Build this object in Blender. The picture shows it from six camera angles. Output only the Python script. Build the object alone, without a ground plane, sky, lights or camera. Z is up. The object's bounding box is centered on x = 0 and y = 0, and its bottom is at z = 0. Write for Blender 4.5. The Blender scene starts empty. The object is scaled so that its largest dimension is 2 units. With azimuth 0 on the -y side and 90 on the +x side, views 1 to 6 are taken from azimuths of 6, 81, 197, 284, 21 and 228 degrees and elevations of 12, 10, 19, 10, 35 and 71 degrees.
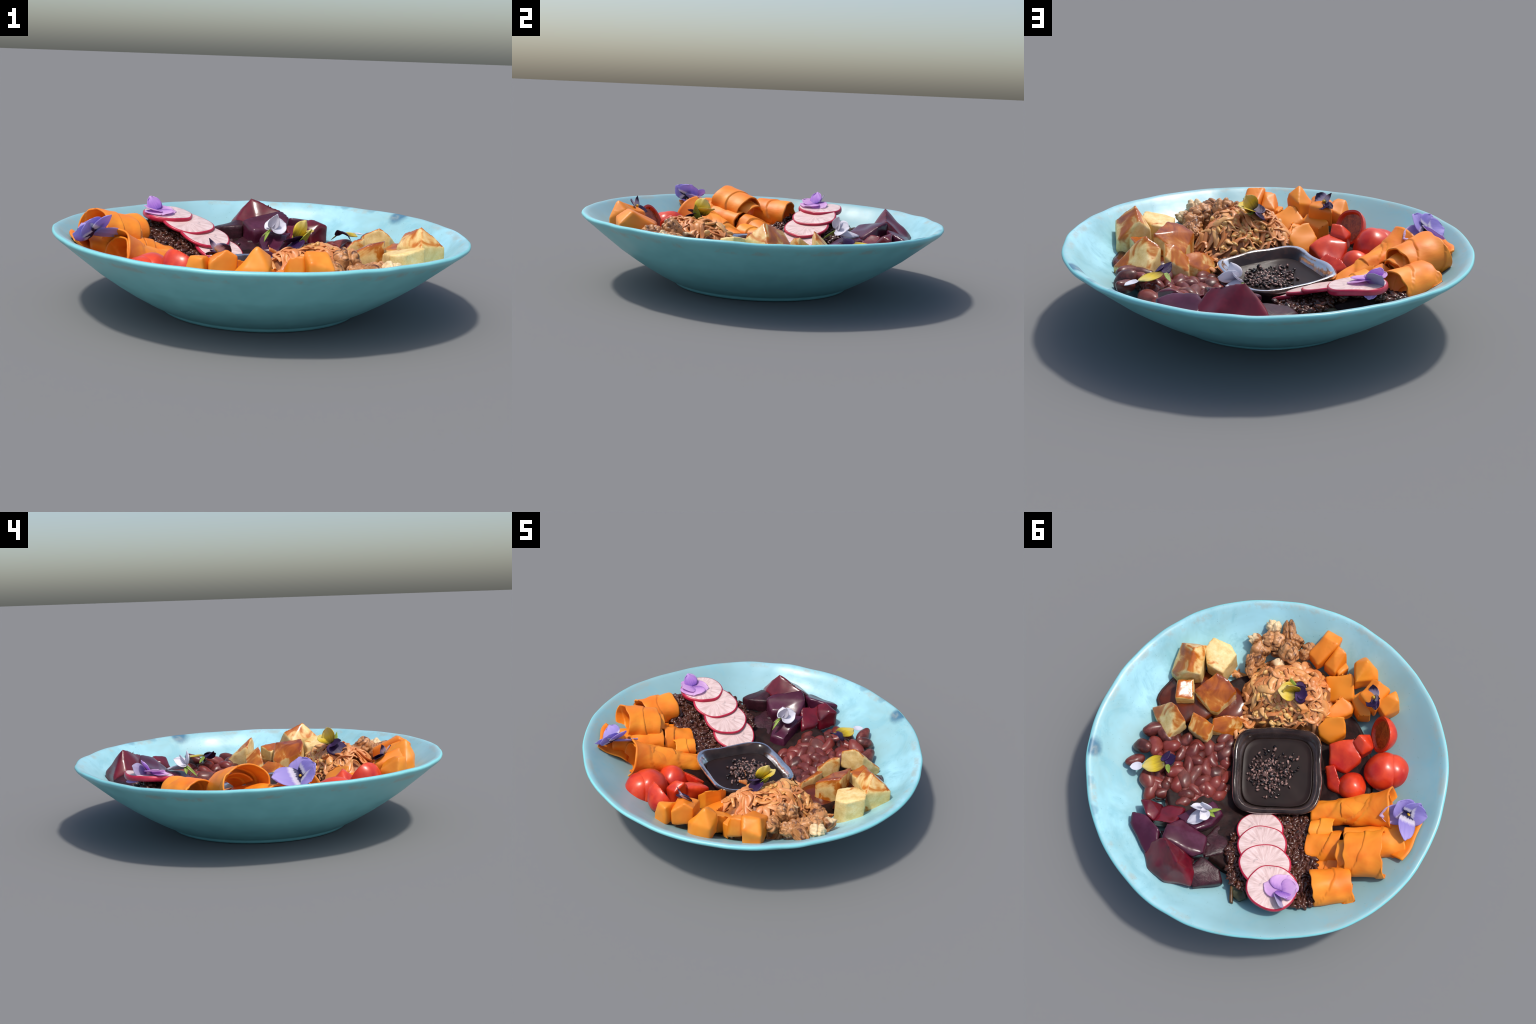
import bpy, bmesh, math, random
import numpy as np
from mathutils import Vector, Matrix, noise as mn

random.seed(7)
RNG = np.random.default_rng(11)
SC = bpy.context.scene.collection


# ------------------------------------------------------------------ helpers
def lin(hexa, gain=1.0):
    v = [int(hexa[i:i + 2], 16) / 255 for i in (0, 2, 4)]
    return tuple(min(1.0, (c / 12.92 if c < .04045 else ((c + .055) / 1.055) ** 2.4) / gain) for c in v) + (1.0,)


def link(ob, parent=None, label=None, category=None):
    SC.objects.link(ob)
    if parent is not None:
        ob.parent = parent
    if label:
        ob["label"] = label
        ob["category"] = category
    return ob


def empty(name, loc, label, category):
    e = bpy.data.objects.new(name, None)
    e.location = loc
    e.empty_display_size = .05
    link(e, None, label, category)
    return e


def mesh_np(name, verts, faces, smooth=True):
    me = bpy.data.meshes.new(name)
    me.from_pydata([tuple(v) for v in verts], [], [tuple(f) for f in faces])
    me.update()
    if smooth:
        me.polygons.foreach_set("use_smooth", [True] * len(me.polygons))
    return me


def grid_faces(nu, nv, wrap_v=False, off=0):
    f = []
    for i in range(nu - 1):
        for j in range(nv if wrap_v else nv - 1):
            k = (j + 1) % nv
            f.append((off + i * nv + j, off + i * nv + k, off + (i + 1) * nv + k, off + (i + 1) * nv + j))
    return f


def baked(me, mods, name):
    """apply modifiers to a mesh, return the new mesh"""
    ob = bpy.data.objects.new("tmp", me)
    SC.objects.link(ob)
    for typ, kw in mods:
        m = ob.modifiers.new(typ, typ)
        for k, v in kw.items():
            setattr(m, k, v)
    dg = bpy.context.evaluated_depsgraph_get()
    out = bpy.data.meshes.new_from_object(ob.evaluated_get(dg))
    bpy.data.objects.remove(ob)
    bpy.data.meshes.remove(me)
    out.name = name
    out.polygons.foreach_set("use_smooth", [True] * len(out.polygons))
    return out


def wobble(me, amp, freq, seed=0.0, ridged=0.0):
    o = Vector((seed * 3.1, seed * 1.7, seed * 2.3))
    for v in me.vertices:
        n = mn.noise(v.co * freq + o)
        d = amp * n
        if ridged:
            d += ridged * (abs(mn.noise(v.co * freq * 1.8 + o)) - .25)
        v.co += v.normal * d
    me.update()


def hull_mesh(pts, name):
    bm = bmesh.new()
    for p in pts:
        bm.verts.new(p)
    r = bmesh.ops.convex_hull(bm, input=bm.verts)
    junk = [g for g in r["geom_interior"] if isinstance(g, bmesh.types.BMVert)]
    junk += [v for v in bm.verts if not v.link_faces and v not in junk]
    bmesh.ops.delete(bm, geom=list(set(junk)), context="VERTS")
    bmesh.ops.recalc_face_normals(bm, faces=bm.faces)
    me = bpy.data.meshes.new(name)
    bm.to_mesh(me)
    bm.free()
    return me


def chunk(name, pts, mat, label, category, drop=.11, shrink=1.0, grow=1.07, voxel=.0075, soft=3, amp=.004, freq=14,
          parent=None, ridged=0.0):
    """a cut lump: the hull of its upper corners and of the same corners pushed down, edges worn round"""
    P = np.array(pts, float)
    c = P.mean(0)
    P = c + (P - c) * grow
    low = c + (P - c) * np.array([shrink, shrink, .6]) - np.array([0, 0, drop])
    allp = np.vstack([P, low])
    c = allp.mean(0)
    me = hull_mesh(allp - c, name)
    me = baked(me, [("REMESH", dict(mode="VOXEL", voxel_size=voxel)),
                    ("SMOOTH", dict(factor=.5, iterations=soft))], name)
    wobble(me, amp, freq, c[0] * 7 + c[1] * 5, ridged)
    me.materials.append(mat)
    ob = bpy.data.objects.new(name, me)
    ob.location = c
    return link(ob, parent, label, category)


# ------------------------------------------------------------------ materials
class NT:
    def __init__(self, name):
        self.m = bpy.data.materials.new(name)
        self.m.use_nodes = True
        self.t = self.m.node_tree
        self.b = self.t.nodes["Principled BSDF"]
        self.tc = self.t.nodes.new("ShaderNodeTexCoord")

    def n(self, typ, **kw):
        x = self.t.nodes.new("ShaderNode" + typ)
        for k, v in kw.items():
            setattr(x, k, v)
        return x

    def put(self, sock, v):
        if hasattr(v, "is_output"):
            self.t.links.new(v, sock)
        else:
            sock.default_value = v

    def coords(self, scale=(1, 1, 1), rnd=True):
        mp = self.n("Mapping")
        self.t.links.new(self.tc.outputs["Object"], mp.inputs[0])
        mp.inputs["Scale"].default_value = scale
        if rnd:
            oi = self.n("ObjectInfo")
            k = self.n("VectorMath", operation="SCALE")
            k.inputs[0].default_value = (7.3, 3.1, 5.7)
            self.t.links.new(oi.outputs["Random"], k.inputs["Scale"])
            self.t.links.new(k.outputs[0], mp.inputs["Location"])
        return mp.outputs[0]

    def noise(self, vec, scale, detail=3, rough=.5, dist=0):
        x = self.n("TexNoise")
        self.put(x.inputs["Vector"], vec)
        x.inputs["Scale"].default_value = scale
        x.inputs["Detail"].default_value = detail
        x.inputs["Roughness"].default_value = rough
        x.inputs["Distortion"].default_value = dist
        return x.outputs["Fac"]

    def voro(self, vec, scale, out="Distance", feature="F1", rand=1):
        x = self.n("TexVoronoi", feature=feature)
        self.put(x.inputs["Vector"], vec)
        x.inputs["Scale"].default_value = scale
        x.inputs["Randomness"].default_value = rand
        return x.outputs[out]

    def ramp(self, fac, stops, interp="LINEAR"):
        x = self.n("ValToRGB")
        self.put(x.inputs[0], fac)
        cr = x.color_ramp
        cr.interpolation = interp
        while len(cr.elements) < len(stops):
            cr.elements.new(.5)
        for e, (p, c) in zip(cr.elements, stops):
            e.position = p
            e.color = c if not isinstance(c, (int, float)) else (c, c, c, 1)
        return x.outputs[0]

    def mix(self, fac, a, b, typ="MIX"):
        x = self.n("Mix", data_type="RGBA", blend_type=typ)
        self.put(x.inputs[0], fac)
        self.put(x.inputs[6], a)
        self.put(x.inputs[7], b)
        return x.outputs[2]

    def math(self, op, a, b=0.0, c=None):
        x = self.n("Math", operation=op)
        self.put(x.inputs[0], a)
        self.put(x.inputs[1], b)
        if c is not None:
            self.put(x.inputs[2], c)
        return x.outputs[0]

    def step(self, v, lo, hi):
        x = self.n("MapRange", interpolation_type="SMOOTHSTEP")
        self.put(x.inputs[0], v)
        x.inputs[1].default_value = lo
        x.inputs[2].default_value = hi
        return x.outputs[0]

    def prop(self, name):
        x = self.n("Attribute", attribute_type="OBJECT", attribute_name='["%s"]' % name)
        return x.outputs["Fac"]

    def bump(self, h, strength, dist=.01):
        x = self.n("Bump")
        x.inputs["Strength"].default_value = strength
        x.inputs["Distance"].default_value = dist
        self.put(x.inputs["Height"], h)
        self.t.links.new(x.outputs[0], self.b.inputs["Normal"])

    def done(self, color, rough=.5, spec=.5, sss=0.0, coat=0.0, sheen=0.0):
        self.put(self.b.inputs["Base Color"], color)
        self.put(self.b.inputs["Roughness"], rough)
        self.b.inputs["Specular IOR Level"].default_value = spec
        self.b.inputs["Coat Weight"].default_value = coat
        self.b.inputs["Coat Roughness"].default_value = .12
        if sss:
            self.b.inputs["Subsurface Weight"].default_value = sss
            self.b.inputs["Subsurface Radius"].default_value = (.02, .01, .006)
        return self.m


def m_simple(name, dark, light, scale=14, rough=.4, bump=.15, bscale=60, spec=.5, coat=0.0, stretch=(1, 1, 1), lo=.3, hi=.7):
    k = NT(name)
    v = k.coords(stretch)
    f = k.noise(v, scale, 4, .6, .3)
    c = k.ramp(f, [(lo, dark), (hi, light)])
    k.bump(k.noise(v, bscale, 3), bump, .004)
    return k.done(c, rough, spec, coat=coat)


def m_bowl():
    k = NT("glazed_turquoise")
    v = k.coords(rnd=False)
    big = k.noise(v, 2.2, 4, .6, .6)
    mid = k.noise(v, 9, 5, .65, .4)
    base = k.ramp(big, [(.32, lin("8fb6b8")), (.5, lin("94c4cc")), (.68, lin("a4d8e4"))])
    base = k.mix(k.math("MULTIPLY", k.step(mid, .5, .75), .35), base, lin("92b7b8"))
    sxp = k.n("SeparateXYZ")
    k.t.links.new(k.tc.outputs["Object"], sxp.inputs[0])
    # one half of the hollow tinted greyer: the photo's weaker light baked into the glaze
    side = k.step(k.math("ADD", k.math("ADD", k.math("MULTIPLY", sxp.outputs[0], -1.0), k.math("MULTIPLY", sxp.outputs[1], -.2)), k.math("MULTIPLY", big, .8)), .1, 1.1)
    base = k.mix(k.math("MULTIPLY", side, .75), base, lin("88abae"))
    base = k.mix(k.math("MULTIPLY", k.step(k.noise(v, 4.5, 5, .7, 1.0), .48, .68), .6), base, lin("7db4bf"))
    # bluish captured shadow painted onto the lip
    for px, py, pz, rad_, amt in PAINTED_SHADOWS:
        ds = k.n("VectorMath", operation="DISTANCE")
        k.t.links.new(k.tc.outputs["Object"], ds.inputs[0])
        ds.inputs[1].default_value = (px, py, pz)
        sm = k.step(k.math("ADD", ds.outputs["Value"], k.math("MULTIPLY", k.noise(v, 16, 3), .05)), rad_ + .03, rad_ * .4 + .03)
        base = k.mix(k.math("MULTIPLY", sm, amt), base, lin("44718a"))
    spots = k.step(k.voro(v, 60), .16, .07)
    sel = k.step(k.noise(v, 18, 2), .52, .62)
    base = k.mix(k.math("MULTIPLY", k.math("MULTIPLY", spots, sel), .55), base, lin("3f6f70"))
    # outside: plain deeper teal glaze; the split follows the lip edge (radial part of the normal)
    g = k.n("NewGeometry")
    dot = k.n("VectorMath", operation="DOT_PRODUCT")
    k.t.links.new(g.outputs["Normal"], dot.inputs[0])
    rad = k.n("VectorMath", operation="MULTIPLY")
    k.t.links.new(k.tc.outputs["Object"], rad.inputs[0])
    rad.inputs[1].default_value = (1, 1, 0)
    nrm = k.n("VectorMath", operation="NORMALIZE")
    k.t.links.new(rad.outputs[0], nrm.inputs[0])
    k.t.links.new(nrm.outputs[0], dot.inputs[1])
    outm = k.step(dot.outputs["Value"], .15, .4)
    outc = k.ramp(mid, [(.3, lin("7cc6c9")), (.7, lin("86d0d3"))])
    base = k.mix(outm, base, outc)
    # rubbed, slightly stained line along the inner lip
    ln = k.n("VectorMath", operation="LENGTH")
    k.t.links.new(rad.outputs[0], ln.inputs[0])
    band = k.math("MULTIPLY", k.step(ln.outputs["Value"], .935, .955), k.step(ln.outputs["Value"], .985, .965))
    wear = k.math("MULTIPLY", band, k.step(k.noise(v, 7, 5, .7), .47, .62))
    base = k.mix(k.math("MULTIPLY", wear, .55), base, lin("a3a79c"))
    k.bump(k.noise(v, 10, 2), .12, .01)
    return k.done(base, k.ramp(mid, [(.3, .30), (.8, .46)]), .45)


def m_tofu():
    k = NT("tofu_with_glaze")
    v = k.coords()
    n1 = k.noise(v, 9, 3, .55, .8)
    cream = k.ramp(k.noise(v, 22, 5, .7), [(.3, lin("d4ad62")), (.55, lin("e6c887")), (.75, lin("eedcaa"))])
    g = k.n("NewGeometry")
    sx = k.n("SeparateXYZ")
    k.t.links.new(g.outputs["Normal"], sx.inputs[0])
    s = k.math("ADD", k.math("MULTIPLY", k.math("SUBTRACT", n1, .5), 2.2), k.math("SUBTRACT", k.math("MULTIPLY", sx.outputs[2], .7), .28))
    s = k.math("ADD", s, k.prop("glaze"))
    m = k.step(s, .05, .4)
    glaze = k.ramp(s, [(.15, lin("cf8428")), (.5, lin("b05c18")), (.95, lin("83370f"))])
    c = k.mix(m, cream, glaze)
    pores = k.step(k.voro(v, 95), .22, .1)
    c = k.mix(k.math("MULTIPLY", pores, k.math("MULTIPLY", k.math("SUBTRACT", 1.0, m), .35)), c, lin("b08a48"))
    k.bump(k.noise(v, 55, 4, .7), .2, .004)
    return k.done(c, k.ramp(m, [(0, .5), (1, .22)]), .5)


def m_rubber_flesh():
    """cut tomato: skin band outside, darker wet pulp inside (by distance from the cut's centre)"""
    k = NT("tomato_cut_flesh")
    v = k.coords(rnd=False)
    ln = k.n("VectorMath", operation="LENGTH")
    k.t.links.new(k.tc.outputs["Object"], ln.inputs[0])
    d = k.math("ADD", ln.outputs["Value"], k.math("MULTIPLY", k.math("SUBTRACT", k.noise(v, 30, 3), .5), .02))
    pulp = k.ramp(k.noise(v, 40, 4, .6, 1.0), [(.3, lin("6e2c12")), (.5, lin("a04a1e")), (.7, lin("bc6226"))])
    c = k.mix(k.step(d, .074, .09), pulp, lin("cf3a1e"))
    k.bump(k.noise(v, 50, 3), .4, .006)
    return k.done(c, .3)


def m_radish():
    k = NT("radish_flesh")
    v = k.coords(rnd=False)
    sx = k.n("SeparateXYZ")
    k.t.links.new(k.tc.outputs["Object"], sx.inputs[0])
    ang = k.math("ARCTAN2", sx.outputs[1], sx.outputs[0])
    ln = k.math("SQRT", k.math("ADD", k.math("MULTIPLY", sx.outputs[0], sx.outputs[0]), k.math("MULTIPLY", sx.outputs[1], sx.outputs[1])))
    cmb = k.n("CombineXYZ")
    k.put(cmb.inputs[0], k.math("MULTIPLY", k.math("COSINE", ang), 1.0))
    k.put(cmb.inputs[1], k.math("SINE", ang))
    k.put(cmb.inputs[2], k.math("MULTIPLY", ln, 2.0))
    rays = k.noise(cmb.outputs[0], 7, 4, .6)
    c = k.ramp(rays, [(.3, lin("c3a39c")), (.5, lin("d9bcb6")), (.7, lin("e6d0cb"))])
    c = k.mix(k.math("MULTIPLY", k.step(k.noise(v, 26, 4, .7), .6, .72), .5), c, lin("8f7d7c"))
    k.bump(rays, .2, .005)
    return k.done(c, .35)


def m_bean():
    k = NT("bean_skin")
    v = k.coords()
    oi = k.n("ObjectInfo")
    a = k.ramp(oi.outputs["Random"], [(0, lin("48211c")), (.35, lin("632824")), (.7, lin("7a302a")), (1, lin("5c352f"))])
    c = k.mix(k.math("MULTIPLY", k.step(k.noise(v, 25, 4, .6), .45, .7), .5), a, lin("8c4a40"))
    k.bump(k.noise(v, 30, 2), .1, .004)
    return k.done(c, .33, .45)


def m_vary(name, cols, rough=.4, scale=30, spec=.5, amount=.4, alt=None, coat=0.0):
    """per-piece colour by Object Info > Random plus a little mottling"""
    k = NT(name)
    v = k.coords()
    oi = k.n("ObjectInfo")
    n = len(cols)
    a = k.ramp(oi.outputs["Random"], [(i / max(1, n - 1), c) for i, c in enumerate(cols)])
    c = k.mix(k.math("MULTIPLY", k.step(k.noise(v, scale, 4, .6), .4, .75), amount), a, alt or cols[0])
    k.bump(k.noise(v, scale * 2, 3), .15, .004)
    return k.done(c, rough, spec, coat=coat)


def m_walnut():
    k = NT("walnut_kernel")
    v = k.coords()
    f = k.noise(v, 16, 5, .65, 1.2)
    oi = k.n("ObjectInfo")
    tan = k.ramp(oi.outputs["Random"], [(0, lin("9c6638")), (.5, lin("b47a48")), (1, lin("c68c58"))])
    c = k.mix(k.step(f, .34, .50), lin("57301a"), tan)
    pale = k.step(k.math("ADD", k.noise(v, 7, 2), k.prop("pale")), .70, .78)
    c = k.mix(pale, c, lin("e0c193"))
    k.bump(f, .4, .006)
    return k.done(c, .42)


def m_petal(name, stops, rough=.5, transl=.25, streak=.35):
    """gradient from the petal's base (local y = 0) to its tip (y = 1)"""
    k = NT(name)
    sx = k.n("SeparateXYZ")
    k.t.links.new(k.tc.outputs["Object"], sx.inputs[0])
    v = k.coords((9, 1.2, 1))
    f = k.math("ADD", sx.outputs[1], k.math("MULTIPLY", k.math("SUBTRACT", k.noise(v, 1.6, 3), .5), streak))
    c = k.ramp(f, stops)
    k.bump(k.noise(v, 2, 3), .2, .01)
    k.done(c, rough)
    tr = k.n("BsdfTranslucent")
    k.put(tr.inputs[0], c)
    ms = k.n("MixShader")
    ms.inputs[0].default_value = transl
    out = k.t.nodes["Material Output"]
    k.t.links.new(k.b.outputs[0], ms.inputs[1])
    k.t.links.new(tr.outputs[0], ms.inputs[2])
    k.t.links.new(ms.outputs[0], out.inputs[0])
    return k.m


def m_glass():
    k = NT("smoky_glass")
    k.b.inputs["Transmission Weight"].default_value = .72
    k.b.inputs["IOR"].default_value = 1.33
    v = k.coords(rnd=False)
    k.bump(k.noise(v, 14, 2), .3, .01)
    return k.done(k.ramp(k.noise(v, 9, 3), [(.35, lin("33231f")), (.65, lin("6d5c57"))]), .16)


PAINTED_SHADOWS = [(.700, .680, .372, .070, .95), (.40, .90, .375, .035, .45), (.55, .815, .375, .03, .4)]
M_BOWL = m_bowl()
M_TOFU = m_tofu()
M_PUMP = m_vary("pumpkin_flesh", [lin("e27c16"), lin("ec8a1c"), lin("dc6e14"), lin("e68018")], .45, 7, amount=.7, alt=lin("ee9a30"))
M_CARROT = m_simple("carrot_ribbon_flesh", lin("ec7410"), lin("f79a26"), 5, .5, .12, 45, stretch=(1, 1, 3))
M_TOM = m_simple("tomato_skin", lin("b51d14"), lin("e04a22"), 9, .3, .15, 24)  # lighter orange mottling paints highlights into the skin
M_TOMCUT = m_rubber_flesh()
M_BEET = m_vary("beet_flesh", [lin("4c182c"), lin("3f1324"), lin("34101c"), lin("46172e")], .26, 9, amount=.7, alt=lin("5e2c44"), spec=.45)
M_BEETRED = m_simple("beet_wet_red", lin("3c0a16"), lin("741626"), 7, .22, .1, 40, spec=.5)
M_BEETDARK = m_simple("beet_dark_rough", lin("220d12"), lin("421c26"), 24, .42, .5, 70, spec=.35)
M_RAD = m_radish()
M_RADSKIN = m_simple("radish_skin", lin("9c1430"), lin("c42846"), 12, .3, .1)
M_BEAN = m_bean()
M_RICE = m_vary("black_rice", [lin("26130f"), lin("361b15"), lin("5e3424"), lin("2c1618"), lin("4a2622")], .26, 40, amount=.4, alt=lin("6a4130"))
M_BED = m_simple("dark_rice_bed", lin("160b0a"), lin("2c1512"), 30, .6, .4, 60, spec=.2)
M_SHRED = m_vary("shredded_topping_strand", [lin("cc7a42"), lin("d98f56"), lin("e2a570"), lin("d08040"), lin("e2aa68")], .4, 25, amount=.5, alt=lin("b5692f"))
M_SHCORE = m_simple("shredded_topping_mass", lin("5e3014"), lin("b0703a"), 16, .5, .5, 45)
M_SEED = m_vary("pale_seed", [lin("d6a45a"), lin("e0b572"), lin("c98f48")], .35, 30, amount=.4, alt=lin("b87e34"))
M_WAL = m_walnut()
M_GLAZE = m_simple("brown_soy_glaze", lin("1c0a06"), lin("6d2a0c"), 6, .2, .1, 20)
M_SAUCE = m_simple("dark_sauce", lin("1a100e"), lin("261714"), 8, .42, .05, 20, spec=.2)
M_SESAME = m_vary("sesame", [lin("14100f"), lin("1a1312"), lin("a07c72"), lin("1c1210"), lin("6e4e46"), lin("17100f")], .14, 60, amount=.2)  # pinkish entries are glints on black seeds, coloured in per seed
M_GLASS = m_glass()
M_LAV = m_petal("lavender_petal", [(.0, lin("2b2350")), (.13, lin("3b3468")), (.17, lin("e0d8e4")), (.27, lin("ebe4f0")), (.38, lin("b0a0e4")), (1, lin("ccbcf4"))], streak=.16, transl=.45)
M_LAVPALE = m_petal("pale_lavender_petal", [(0, lin("8d7fcc")), (.4, lin("bba8e0")), (1, lin("e6c8e6"))], transl=.35)
M_YEL = m_petal("yellow_petal", [(0, lin("3f3a0c")), (.2, lin("a88a18")), (.45, lin("e3c52a")), (1, lin("e8d68a"))])
M_PUR = m_petal("deep_purple_petal", [(0, lin("5a3a70")), (.25, lin("34154a")), (1, lin("2a0f3c"))])
M_PURW = m_petal("white_and_purple_petal", [(0, lin("d2b21c")), (.2, lin("d9d0d8")), (.5, lin("b9a9c4")), (.7, lin("2c1a48")), (1, lin("1f1338"))])
M_WHITE = m_petal("white_petal", [(0, lin("d2d0dc")), (.4, lin("eceaf2")), (1, lin("f0eef6"))], transl=.3)
M_PINK = m_petal("pink_violet_petal", [(0, lin("b07cd0")), (.3, lin("e4b4ec")), (1, lin("f2d0f2"))], transl=.45)
M_VIO = m_petal("violet_petal", [(0, lin("8a5cc8")), (.4, lin("c892e6")), (1, lin("e8c4f8"))], transl=.45)
M_GREY = m_petal("grey_violet_petal", [(0, lin("b868cc")), (.35, lin("a89cc0")), (1, lin("b4acc8"))], transl=.25)
M_GREEN = m_simple("sepal_green", lin("5f7a24"), lin("9db04a"), 20, .45)
M_HEART = m_simple("flower_heart", lin("b98a14"), lin("d8b030"), 30, .5)

# ------------------------------------------------------------------ bowl
RIM_R = [0.9945, 0.005, -0.0021, 0.0032, 0.0032, -0.0027, -0.0037, 0.0052, -0.0014, -0.0035, 0.0002, 0.0011, -0.0035]
RIM_Z = [0.3792, 0.0021, -0.0098, -0.0002, 0.0022, 0, -0.0023, -0.0017, 0.001, 0, 0]


def fourier(c, t):
    o = c[0] + 0 * t
    for k in range(1, (len(c) + 1) // 2):
        o = o + c[2 * k - 1] * np.cos(k * t) + c[2 * k] * np.sin(k * t)
    return o


OUTER = [(0, .012), (.40, .012), (.452, .010), (.466, 0), (.480, .001), (.489, .012), (.494, .020), (.522, .031), (.580, .062), (.655, .107),
         (.725, .153), (.800, .206), (.860, .255), (.915, .300), (.953, .332), (.975, .349), (.989, .362)]
LIP = [(.9945, .371), (.992, .379), (.983, .383), (.970, .381), (.958, .374)]
INNER = [(.940, .361), (.90, .332), (.86, .304), (.80, .264), (.72, .213), (.62, .155), (.52, .105), (.42, .078), (.25, .068), (0, .066)]


_IN = np.array(sorted(INNER + LIP[-1:]))


def sstep(x, a, b):
    q = max(0.0, min(1.0, (x - a) / (b - a)))
    return q * q * (3 - 2 * q)


def thin(r, t):
    """the wall is thinner, so the hollow deeper, on the side of the beans and beets"""
    d = (math.degrees(t) - 50 + 180) % 360 - 180
    return .030 * math.exp(-(d / 72) ** 4) * sstep(r, .45, .66) * sstep(r, .955, .87)


def wall_z(r, t=None):
    z = float(np.interp(r, _IN[:, 0], _IN[:, 1]))
    return z if t is None else z - thin(r, t)


def wall_at(x, y):
    return wall_z(math.hypot(x, y), math.atan2(y, x))


def dense(pts, n):
    P = np.array(pts, float)
    d = np.concatenate([[0], np.cumsum(np.hypot(*np.diff(P, axis=0).T))])
    out = []
    for a in range(len(P) - 1):
        m = max(1, int(round((d[a + 1] - d[a]) / n)))
        for i in range(m):
            out.append(P[a] + (P[a + 1] - P[a]) * i / m)
    out.append(P[-1])
    return np.array(out)


def build_bowl():
    prof = dense(OUTER + LIP + INNER, .02)
    n_out = len(dense(OUTER + LIP, .02))
    nt = 288
    th = np.arange(nt) * 2 * np.pi / nt
    R = fourier(RIM_R, th) / .9945
    Z = fourier(RIM_Z, th) - .3792
    rows = []
    for i, (r, z) in enumerate(prof):
        if i > n_out:
            z = z - np.array([thin(r, t) for t in th])
        w = np.clip((z - .02) / .34, 0, 1) ** 1.3 * min(1, r / .3)
        rr = r * (1 + (R - 1) * w)
        zz = z + Z * w
        # hand-made unevenness: shallow facets that grow toward the rim
        zc = float(np.mean(z))
        nz = np.array([mn.noise(Vector((math.cos(t) * r * 5, math.sin(t) * r * 5, zc * 4))) for t in th])
        fc = np.array([mn.noise(Vector((math.cos(t) * 7, math.sin(t) * 7, 3.3))) for t in th])
        rr = rr + w * (.0045 * fc + .003 * nz)
        zz = zz + w * (.0035 * np.roll(fc, 40) + .002 * nz)
        rows.append(np.stack([rr * np.cos(th), rr * np.sin(th), np.maximum(zz, 0)], -1))
    V = np.concatenate(rows)
    F = grid_faces(len(prof), nt, True)
    F = [f[::-1] for f in F]
    me = mesh_np("bowl", V, F)
    bm = bmesh.new()
    bm.from_mesh(me)
    bmesh.ops.remove_doubles(bm, verts=bm.verts, dist=1e-5)
    bmesh.ops.recalc_face_normals(bm, faces=bm.faces)
    bm.to_mesh(me)
    bm.free()
    me.materials.append(M_BOWL)
    ob = bpy.data.objects.new("bowl", me)
    link(ob, None, "wide shallow handmade bowl with speckled turquoise glaze", "bowl")


build_bowl()


# ------------------------------------------------------------------ dark bed of rice
def bed_z(x, y):
    r = math.hypot(x, y)
    a = math.degrees(math.atan2(y, x))
    z = .132 + .14 * max(0, min(1, (r - .25) / .55))
    # the rice ridge under the radish slices
    d = ((x + .45) * .8 + (y - .36) * -.6) ** 2 * 0 + (abs((x + .42) * .53 + (y - .38) * .85)) ** 2
    z += .060 * math.exp(-d / .016) * max(0, min(1, (r - .25) / .2)) * (1 if x < 0 and y > 0 else 0)
    return z


RICE = empty("black_rice", (-.42, .25, .1), "heap of dark reddish black cooked rice grains", "rice")


def build_bed():
    n = 46
    V, F = [], []
    nr, na = 34, 120
    for i in range(nr):
        for j in range(na):
            t = j / na * 2 * math.pi
            # the heap reaches the wall only in the rice sector
            a = math.degrees(t) % 360
            sect = max(0, 1 - abs(a - 147) / 21)
            R = .61 + .17 * min(1, sect * 2) + .02 * mn.noise(Vector((math.cos(t) * 3, math.sin(t) * 3, 1)))
            r = R * i / (nr - 1)
            x, y = r * math.cos(t), r * math.sin(t)
            z = bed_z(x, y) + .012 * mn.noise(Vector((x * 22, y * 22, 0)))
            if i == nr - 1:
                z = wall_z(r, t) - .01
            V.append((x + .42, y - .25, z - .1))
    F = grid_faces(nr, na, True)
    me = mesh_np("rice_mass", V, F)
    me.materials.append(M_BED)
    ob = bpy.data.objects.new("rice_mass", me)
    ob["kind"] = "stuff"
    link(ob, RICE)


build_bed()


def ellipsoid(a, b, c, nu=7, nv=8, bend=0.0, taper=0.0, flat=0.0):
    V, F = [], []
    for i in range(nu):
        p = math.pi * i / (nu - 1)
        for j in range(nv):
            q = 2 * math.pi * j / nv
            x = -math.cos(p)
            s = math.sin(p) * (1 + taper * x)
            y = s * math.cos(q) * b - bend * x * x * b
            z = s * math.sin(q) * c
            V.append((x * a, y, z))
    return np.array(V), grid_faces(nu, nv, True)


def rot_rand(rng, flat=.5):
    return Matrix.Rotation(rng.uniform(0, 2 * math.pi), 3, "Z") @ Matrix.Rotation(rng.normal(0, flat), 3, "Y") @ Matrix.Rotation(rng.uniform(0, 6.28), 3, "X")


def joined(name, V0, F0, placements, mat, parent):
    V, F = [], []
    for loc, rot, s in placements:
        o = len(V) * len(V0)
        V.append(V0 @ np.array(rot).T * s + np.array(loc))
        F += [tuple(i + o for i in f) for f in F0]
    me = mesh_np(name, np.concatenate(V), F)
    me.materials.append(mat)
    ob = bpy.data.objects.new(name, me)
    ob["kind"] = "stuff"
    return link(ob, parent)


def in_poly(x, y, poly):
    c = False
    n = len(poly)
    for i in range(n):
        x1, y1 = poly[i]
        x2, y2 = poly[(i + 1) % n]
        if (y1 > y) != (y2 > y) and x < (x2 - x1) * (y - y1) / (y2 - y1) + x1:
            c = not c
    return c


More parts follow.
